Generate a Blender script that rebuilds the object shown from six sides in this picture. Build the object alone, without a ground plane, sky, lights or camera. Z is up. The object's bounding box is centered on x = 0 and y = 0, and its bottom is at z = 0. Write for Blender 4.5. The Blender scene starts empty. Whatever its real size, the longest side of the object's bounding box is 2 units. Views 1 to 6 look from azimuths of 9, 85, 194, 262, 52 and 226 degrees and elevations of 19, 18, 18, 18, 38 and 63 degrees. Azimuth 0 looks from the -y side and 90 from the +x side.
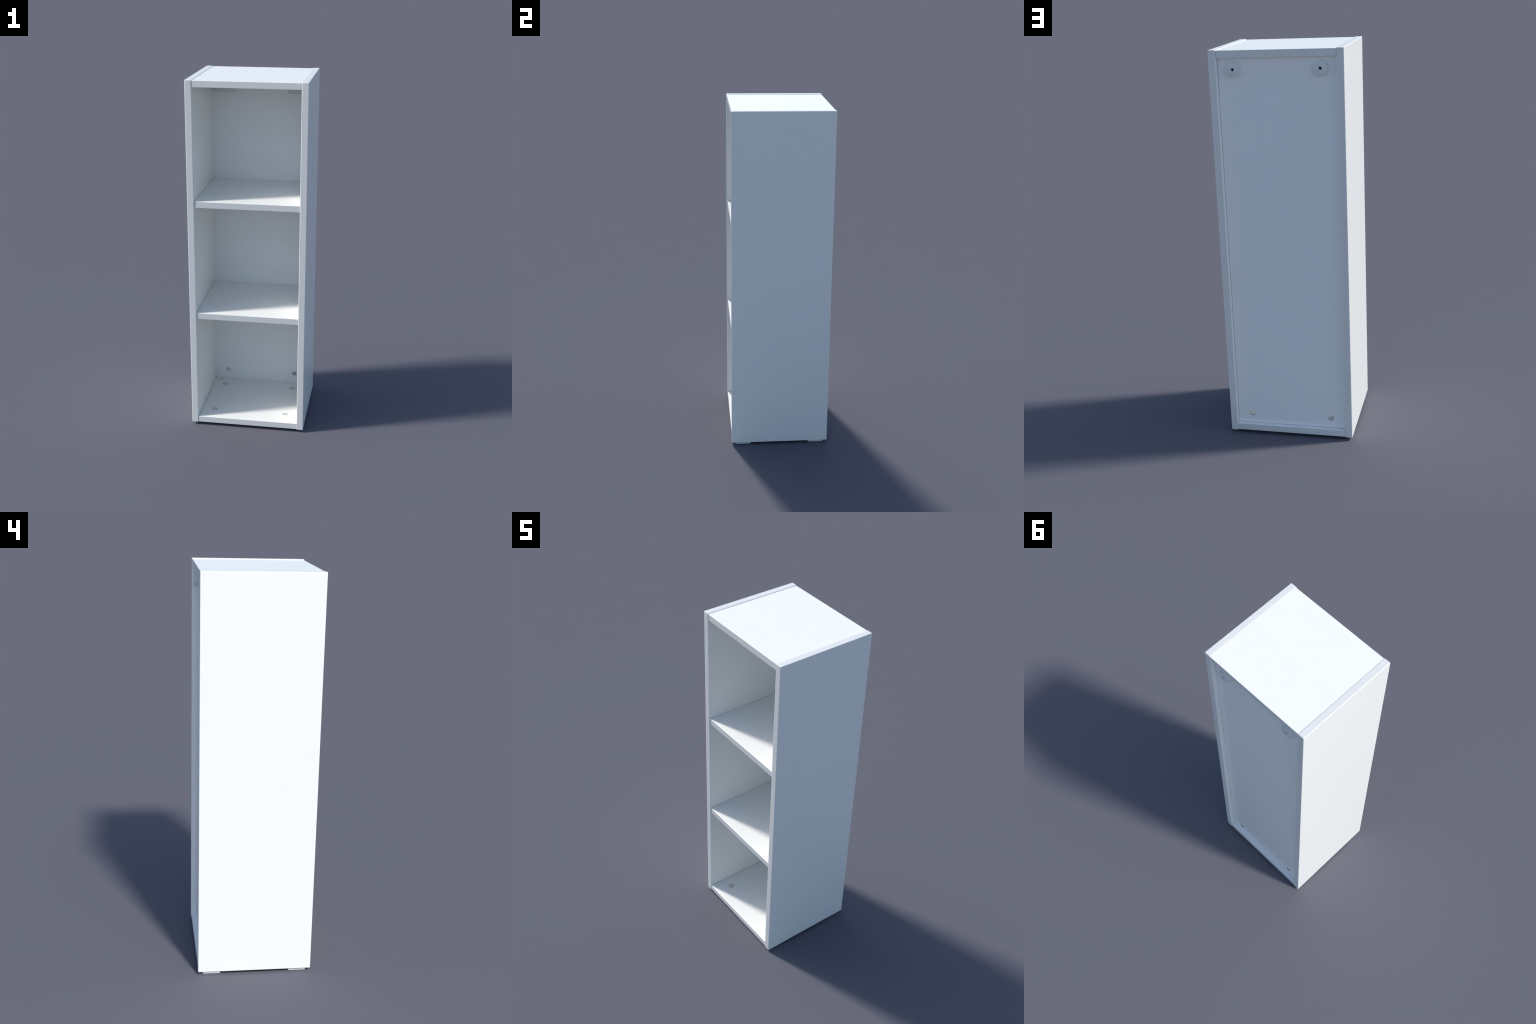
"""Tall narrow white laminate shelf unit: two side panels, top, base, two shelves,
an inset back panel, wall-fixing brackets, levelling screws and glides."""
import bpy, bmesh, math
from mathutils import Vector, Matrix

# ------------------------------------------------------------------ sizes (m)
HALF_W, HALF_D, HEIGHT = 0.3245, 0.2856, 2.0
FOOT_H = 0.013                    # glides lift the side panels off the ground
SIDE_IN = 0.2880                  # inner face of the side panels
BOARD_T = 0.0352                  # top / base / shelf thickness
INSET_Z = 0.0026                  # top and base sit a little inside the sides
GAP = 0.0010                      # joint gap between boards and side panels
FRONT_Y = -0.2832                 # front edge of top and base
SHELF_Y = -0.2806                 # front edge of the shelves
BACK_IN, BACK_OUT = 0.2515, 0.2600
BASE_TOP = FOOT_H + INSET_Z + BOARD_T
TOP_UNDER = HEIGHT - INSET_Z - BOARD_T

# ------------------------------------------------------------------ materials
def material(name, color, rough=0.45, var=0.012, scale=40.0, bump=0.0, stretch=(1, 1, 1),
             metallic=0.0, spec=0.5):
    m = bpy.data.materials.new(name)
    m.use_nodes = True
    nt = m.node_tree
    nt.nodes.clear()
    out = nt.nodes.new("ShaderNodeOutputMaterial")
    b = nt.nodes.new("ShaderNodeBsdfPrincipled")
    nt.links.new(b.outputs[0], out.inputs[0])
    b.inputs["Roughness"].default_value = rough
    b.inputs["Metallic"].default_value = metallic
    b.inputs["Specular IOR Level"].default_value = spec
    tc = nt.nodes.new("ShaderNodeTexCoord")
    mp = nt.nodes.new("ShaderNodeMapping")
    mp.inputs["Scale"].default_value = stretch
    nt.links.new(tc.outputs["Object"], mp.inputs[0])
    n = nt.nodes.new("ShaderNodeTexNoise")
    n.inputs["Scale"].default_value = scale
    n.inputs["Detail"].default_value = 3.0
    nt.links.new(mp.outputs[0], n.inputs["Vector"])
    r = nt.nodes.new("ShaderNodeValToRGB")
    lo = [max(0.0, c * (1 - var)) for c in color]
    hi = [min(1.0, c * (1 + var)) for c in color]
    r.color_ramp.elements[0].position = 0.3
    r.color_ramp.elements[1].position = 0.7
    r.color_ramp.elements[0].color = (*lo, 1)
    r.color_ramp.elements[1].color = (*hi, 1)
    nt.links.new(n.outputs["Fac"], r.inputs[0])
    nt.links.new(r.outputs[0], b.inputs["Base Color"])
    if bump:
        n2 = nt.nodes.new("ShaderNodeTexNoise")
        n2.inputs["Scale"].default_value = 900.0
        nt.links.new(tc.outputs["Object"], n2.inputs["Vector"])
        bp = nt.nodes.new("ShaderNodeBump")
        bp.inputs["Strength"].default_value = bump
        bp.inputs["Distance"].default_value = 0.0005
        nt.links.new(n2.outputs["Fac"], bp.inputs["Height"])
        nt.links.new(bp.outputs[0], b.inputs["Normal"])
    return m

FACE = material("white_foil", (0.975, 0.985, 0.955), rough=0.3, var=0.006, scale=12)
BACKING = material("white_backing_board", (0.972, 0.980, 0.970), rough=0.3, var=0.006, scale=12)  # close to the foil white, with slightly more blue
BRACKET = material("white_bracket_plastic", (0.82, 0.83, 0.81), rough=0.35, var=0.006)
EDGE = material("white_edge_band", (0.815, 0.828, 0.81), rough=0.4, var=0.006, scale=12)
PLASTIC = material("white_plastic", (0.82, 0.83, 0.815), rough=0.4, var=0.006)
RAW = material("raw_fibreboard", (0.46, 0.38, 0.30), rough=0.9, var=0.18, scale=500)
DARK = material("dark_bore", (0.05, 0.05, 0.05), rough=0.9, var=0.1, scale=300)  # near-black base colour paints the unlit depth of the holes

# ------------------------------------------------------------------ helpers
root = bpy.data.objects.new("shelf_unit", None)
root["label"] = "tall narrow white open shelf unit with three compartments"
root["category"] = "shelf unit"
bpy.context.scene.collection.objects.link(root)

def finish(name, bm, mats, parent=root, smooth_angle=None):
    me = bpy.data.meshes.new(name)
    bm.normal_update()
    bm.to_mesh(me)
    bm.free()
    for m in mats:
        me.materials.append(m)
    o = bpy.data.objects.new(name, me)
    bpy.context.scene.collection.objects.link(o)
    o.parent = parent
    if smooth_angle:
        me.shade_smooth()
        me.set_sharp_from_angle(angle=smooth_angle)
    return o

def repeat(src, loc=(0, 0, 0), rot_z=0.0, parent=None):
    o = src.copy()
    o.location = loc
    o.rotation_euler = (0, 0, rot_z)
    o.parent = parent or src.parent
    bpy.context.scene.collection.objects.link(o)
    return o

def box_bm(lo, hi, bevel=0.0, segs=2):
    bm = bmesh.new()
    bmesh.ops.create_cube(bm, size=1.0)
    lo, hi = Vector(lo), Vector(hi)
    for v in bm.verts:
        v.co = Vector((lo[i] + (v.co[i] + 0.5) * (hi[i] - lo[i]) for i in range(3)))
    if bevel:
        bmesh.ops.bevel(bm, geom=bm.edges[:], offset=bevel, segments=segs,
                        profile=0.5, affect='EDGES', clamp_overlap=True)
    return bm

def board(name, lo, hi, thin_axis, bevel):
    """A laminated board: foil on the two broad faces, edge band elsewhere."""
    bm = box_bm(lo, hi, bevel)
    bm.normal_update()
    for f in bm.faces:
        f.material_index = 0 if abs(f.normal[thin_axis]) > 0.3 else 1
    return finish(name, bm, [FACE, EDGE])

def cylinder_bm(r, z0, z1, segs=48, bevel=0.0):
    bm = bmesh.new()
    bmesh.ops.create_cone(bm, cap_ends=True, segments=segs, radius1=r, radius2=r, depth=z1 - z0)
    bmesh.ops.translate(bm, verts=bm.verts, vec=(0, 0, (z0 + z1) / 2))
    if bevel:
        rim = [e for e in bm.edges if abs(e.verts[0].co.z - e.verts[1].co.z) < 1e-6]
        bmesh.ops.bevel(bm, geom=rim, offset=bevel, segments=2, profile=0.5, affect='EDGES')
    return bm

def bore(target, cutters):
    """Cut round bores; each cutter is (centre, radius, depth, axis, wall, floor material)."""
    for centre, r, depth, axis, wall, floor in cutters:
        bm = cylinder_bm(r, -depth, 0.004, segs=40)
        bm.normal_update()
        for f in bm.faces:
            f.material_index = 0 if abs(f.normal.z) < 0.5 else 1
        # +z of the cutter points out of the drilled surface
        rot = Vector((0, 0, 1)).rotation_difference(Vector(axis)).to_matrix().to_4x4()
        bmesh.ops.transform(bm, matrix=Matrix.Translation(centre) @ rot, verts=bm.verts)
        c = finish("cutter", bm, [wall, floor], parent=None)
        mod = target.modifiers.new("bore", 'BOOLEAN')
        mod.object, mod.operation, mod.solver = c, 'DIFFERENCE', 'EXACT'
        mod.material_mode = 'TRANSFER'
        dg = bpy.context.evaluated_depsgraph_get()
        new = bpy.data.meshes.new_from_object(target.evaluated_get(dg))
        target.modifiers.clear()
        old = target.data
        target.data = new
        bpy.data.meshes.remove(old)
        bpy.data.objects.remove(c)
        target.data.name = target.name

# ------------------------------------------------------------------ carcass
# side panels: one mesh about its own centre, placed twice
half_t = (HALF_W - SIDE_IN) / 2
side = board("side_panel", (-half_t, -HALF_D, 0), (half_t, HALF_D, HEIGHT - FOOT_H), 0, 0.0029)
side.location = (-(HALF_W - half_t), 0, FOOT_H)
repeat(side, ((HALF_W - half_t), 0, FOOT_H))

bx = SIDE_IN - GAP
top = board("cabinet_top", (-bx, FRONT_Y, TOP_UNDER), (bx, HALF_D - 0.0015, HEIGHT - INSET_Z), 2, 0.0016)
base = board("cabinet_base", (-bx, FRONT_Y, FOOT_H + INSET_Z), (bx, HALF_D - 0.0015, BASE_TOP), 2, 0.0016)

# two shelves split the inside into three equal compartments
bay = (TOP_UNDER - BASE_TOP - 2 * BOARD_T) / 3
shelf = board("shelf", (-bx, SHELF_Y, 0), (bx, BACK_IN - 0.0008, BOARD_T), 2, 0.0016)
shelf.location = (0, 0, BASE_TOP + bay)
repeat(shelf, (0, 0, BASE_TOP + 2 * bay + BOARD_T))

# back panel: front layer slots into the carcass, rear layer leaves a shadow gap
def back_panel():
    bm = bmesh.new()
    mid = BACK_OUT - 0.004
    tongue, reveal = 0.003, 0.0016
    rings = [(BACK_IN, tongue), (mid, tongue), (mid, -reveal), (BACK_OUT - 0.0006, -reveal), (BACK_OUT, -reveal - 0.0006)]
    loops = []
    for y, e in rings:
        loops.append([bm.verts.new((sx * (SIDE_IN + e), y, (TOP_UNDER + e) if up else (BASE_TOP - e)))
                      for sx, up in ((-1, 0), (1, 0), (1, 1), (-1, 1))])
    bm.faces.new(loops[0])
    bm.faces.new(list(reversed(loops[-1])))
    for a, b in zip(loops, loops[1:]):
        for i in range(4):
            j = (i + 1) % 4
            bm.faces.new((a[j], a[i], b[i], b[j]))
    bmesh.ops.recalc_face_normals(bm, faces=bm.faces[:])
    return finish("back_panel", bm, [BACKING])

back = back_panel()
HOLE_X, HOLE_Z = 0.2100, 0.1065
bore(back, [((sx * HOLE_X, BACK_OUT, HOLE_Z), 0.0146, 0.02, (0, 1, 0), RAW, RAW) for sx in (-1, 1)])

# base: counterbores for the levelling screws and small peg bores near the back
SCREW_X, SCREW_YS = 0.2102, (-0.1830, 0.1485)
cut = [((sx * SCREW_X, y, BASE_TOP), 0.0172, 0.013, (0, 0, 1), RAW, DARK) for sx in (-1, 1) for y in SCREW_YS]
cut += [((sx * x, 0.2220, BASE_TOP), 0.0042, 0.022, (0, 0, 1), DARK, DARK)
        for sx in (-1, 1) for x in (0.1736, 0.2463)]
bore(base, cut)

# ------------------------------------------------------------------ levelling screws
def levelling_screw():
    bm = cylinder_bm(0.0168, -0.010, 0.0, bevel=0.0008)
    o = finish("levelling_screw", bm, [PLASTIC], smooth_angle=math.radians(35))
    slot = finish("cutter", box_bm((-0.0105, -0.0017, -0.006), (0.0105, 0.0017, 0.004)), [PLASTIC], parent=None)
    mod = o.modifiers.new("slot", 'BOOLEAN')
    mod.object, mod.operation, mod.solver, mod.material_mode = slot, 'DIFFERENCE', 'EXACT', 'TRANSFER'
    new = bpy.data.meshes.new_from_object(o.evaluated_get(bpy.context.evaluated_depsgraph_get()))
    o.modifiers.clear()
    o.data = new
    o.data.name = "levelling_screw"
    bpy.data.objects.remove(slot)
    return o

screw = levelling_screw()
SINK = BASE_TOP - 0.0024
spots = [(-SCREW_X, SCREW_YS[0], math.radians(-21)), (SCREW_X, SCREW_YS[0], math.radians(4)),
         (-SCREW_X, SCREW_YS[1], math.radians(80)), (SCREW_X, SCREW_YS[1], math.radians(35))]
screw.location, screw.rotation_euler = (spots[0][0], spots[0][1], SINK), (0, 0, spots[0][2])
for x, y, a in spots[1:]:
    repeat(screw, (x, y, SINK), a)

# ------------------------------------------------------------------ wall brackets
def wall_bracket():
    """Angle bracket in the upper rear corner: upright housing plus a plate under the top."""
    w, t = 0.0562, TOP_UNDER - 0.0005
    bm = box_bm((-w, 0.2340, 1.8580), (w, BACK_IN - 0.0004, t), 0.0022, 3)
    plate = box_bm((-w + 0.0008, 0.1680, t - 0.0060), (w - 0.0008, 0.2355, t - 0.0003), 0.0015, 2)
    me = bpy.data.meshes.new("plate")
    plate.to_mesh(me)
    plate.free()
    bm.from_mesh(me)
    bpy.data.meshes.remove(me)
    return finish("wall_bracket", bm, [BRACKET])

def spacer_disc():
    """Round spacer behind the back panel with the screw bore."""
    bm = cylinder_bm(0.0345, -0.0205, 0.0, segs=64, bevel=0.0009)
    rot = Vector((0, 0, 1)).rotation_difference(Vector((0, 1, 0))).to_matrix().to_4x4()
    bmesh.ops.transform(bm, matrix=rot, verts=bm.verts)
    o = finish("spacer_disc", bm, [PLASTIC])
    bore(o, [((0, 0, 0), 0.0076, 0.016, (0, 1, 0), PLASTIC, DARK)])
    o.data.shade_smooth()
    o.data.set_sharp_from_angle(angle=math.radians(35))
    return o

bracket = wall_bracket()
bracket.location = (-0.2120, 0, 0)
bracket_b = repeat(bracket, (0.2120, 0, 0))
disc = spacer_disc()
disc.parent = bracket
disc.location = (0.0016, BACK_OUT + 0.0202, 1.9065)
repeat(disc, (-0.0016, BACK_OUT + 0.0202, 1.9065), 0.0, bracket_b)

# ------------------------------------------------------------------ glides
def glide():
    """Low plastic pad with clipped corners nailed under a side panel."""
    bm = bmesh.new()
    a, b, c = 0.0105, 0.045, 0.0035
    plan = [(-a, -b + c), (-a + c, -b), (a - c, -b), (a, -b + c),
            (a, b - c), (a - c, b), (-a + c, b), (-a, b - c)]
    lower = [bm.verts.new((x * 0.97, y * 0.985, 0)) for x, y in plan]
    upper = [bm.verts.new((x, y, FOOT_H - 0.0002)) for x, y in plan]
    bm.faces.new(list(reversed(lower)))
    bm.faces.new(upper)
    for i in range(8):
        j = (i + 1) % 8
        bm.faces.new((lower[i], lower[j], upper[j], upper[i]))
    return finish("foot", bm, [PLASTIC])

foot = glide()
corners = [(sx * 0.3050, sy * 0.2175, 0) for sx in (-1, 1) for sy in (-1, 1)]
foot.location = corners[0]
for p in corners[1:]:
    repeat(foot, p)
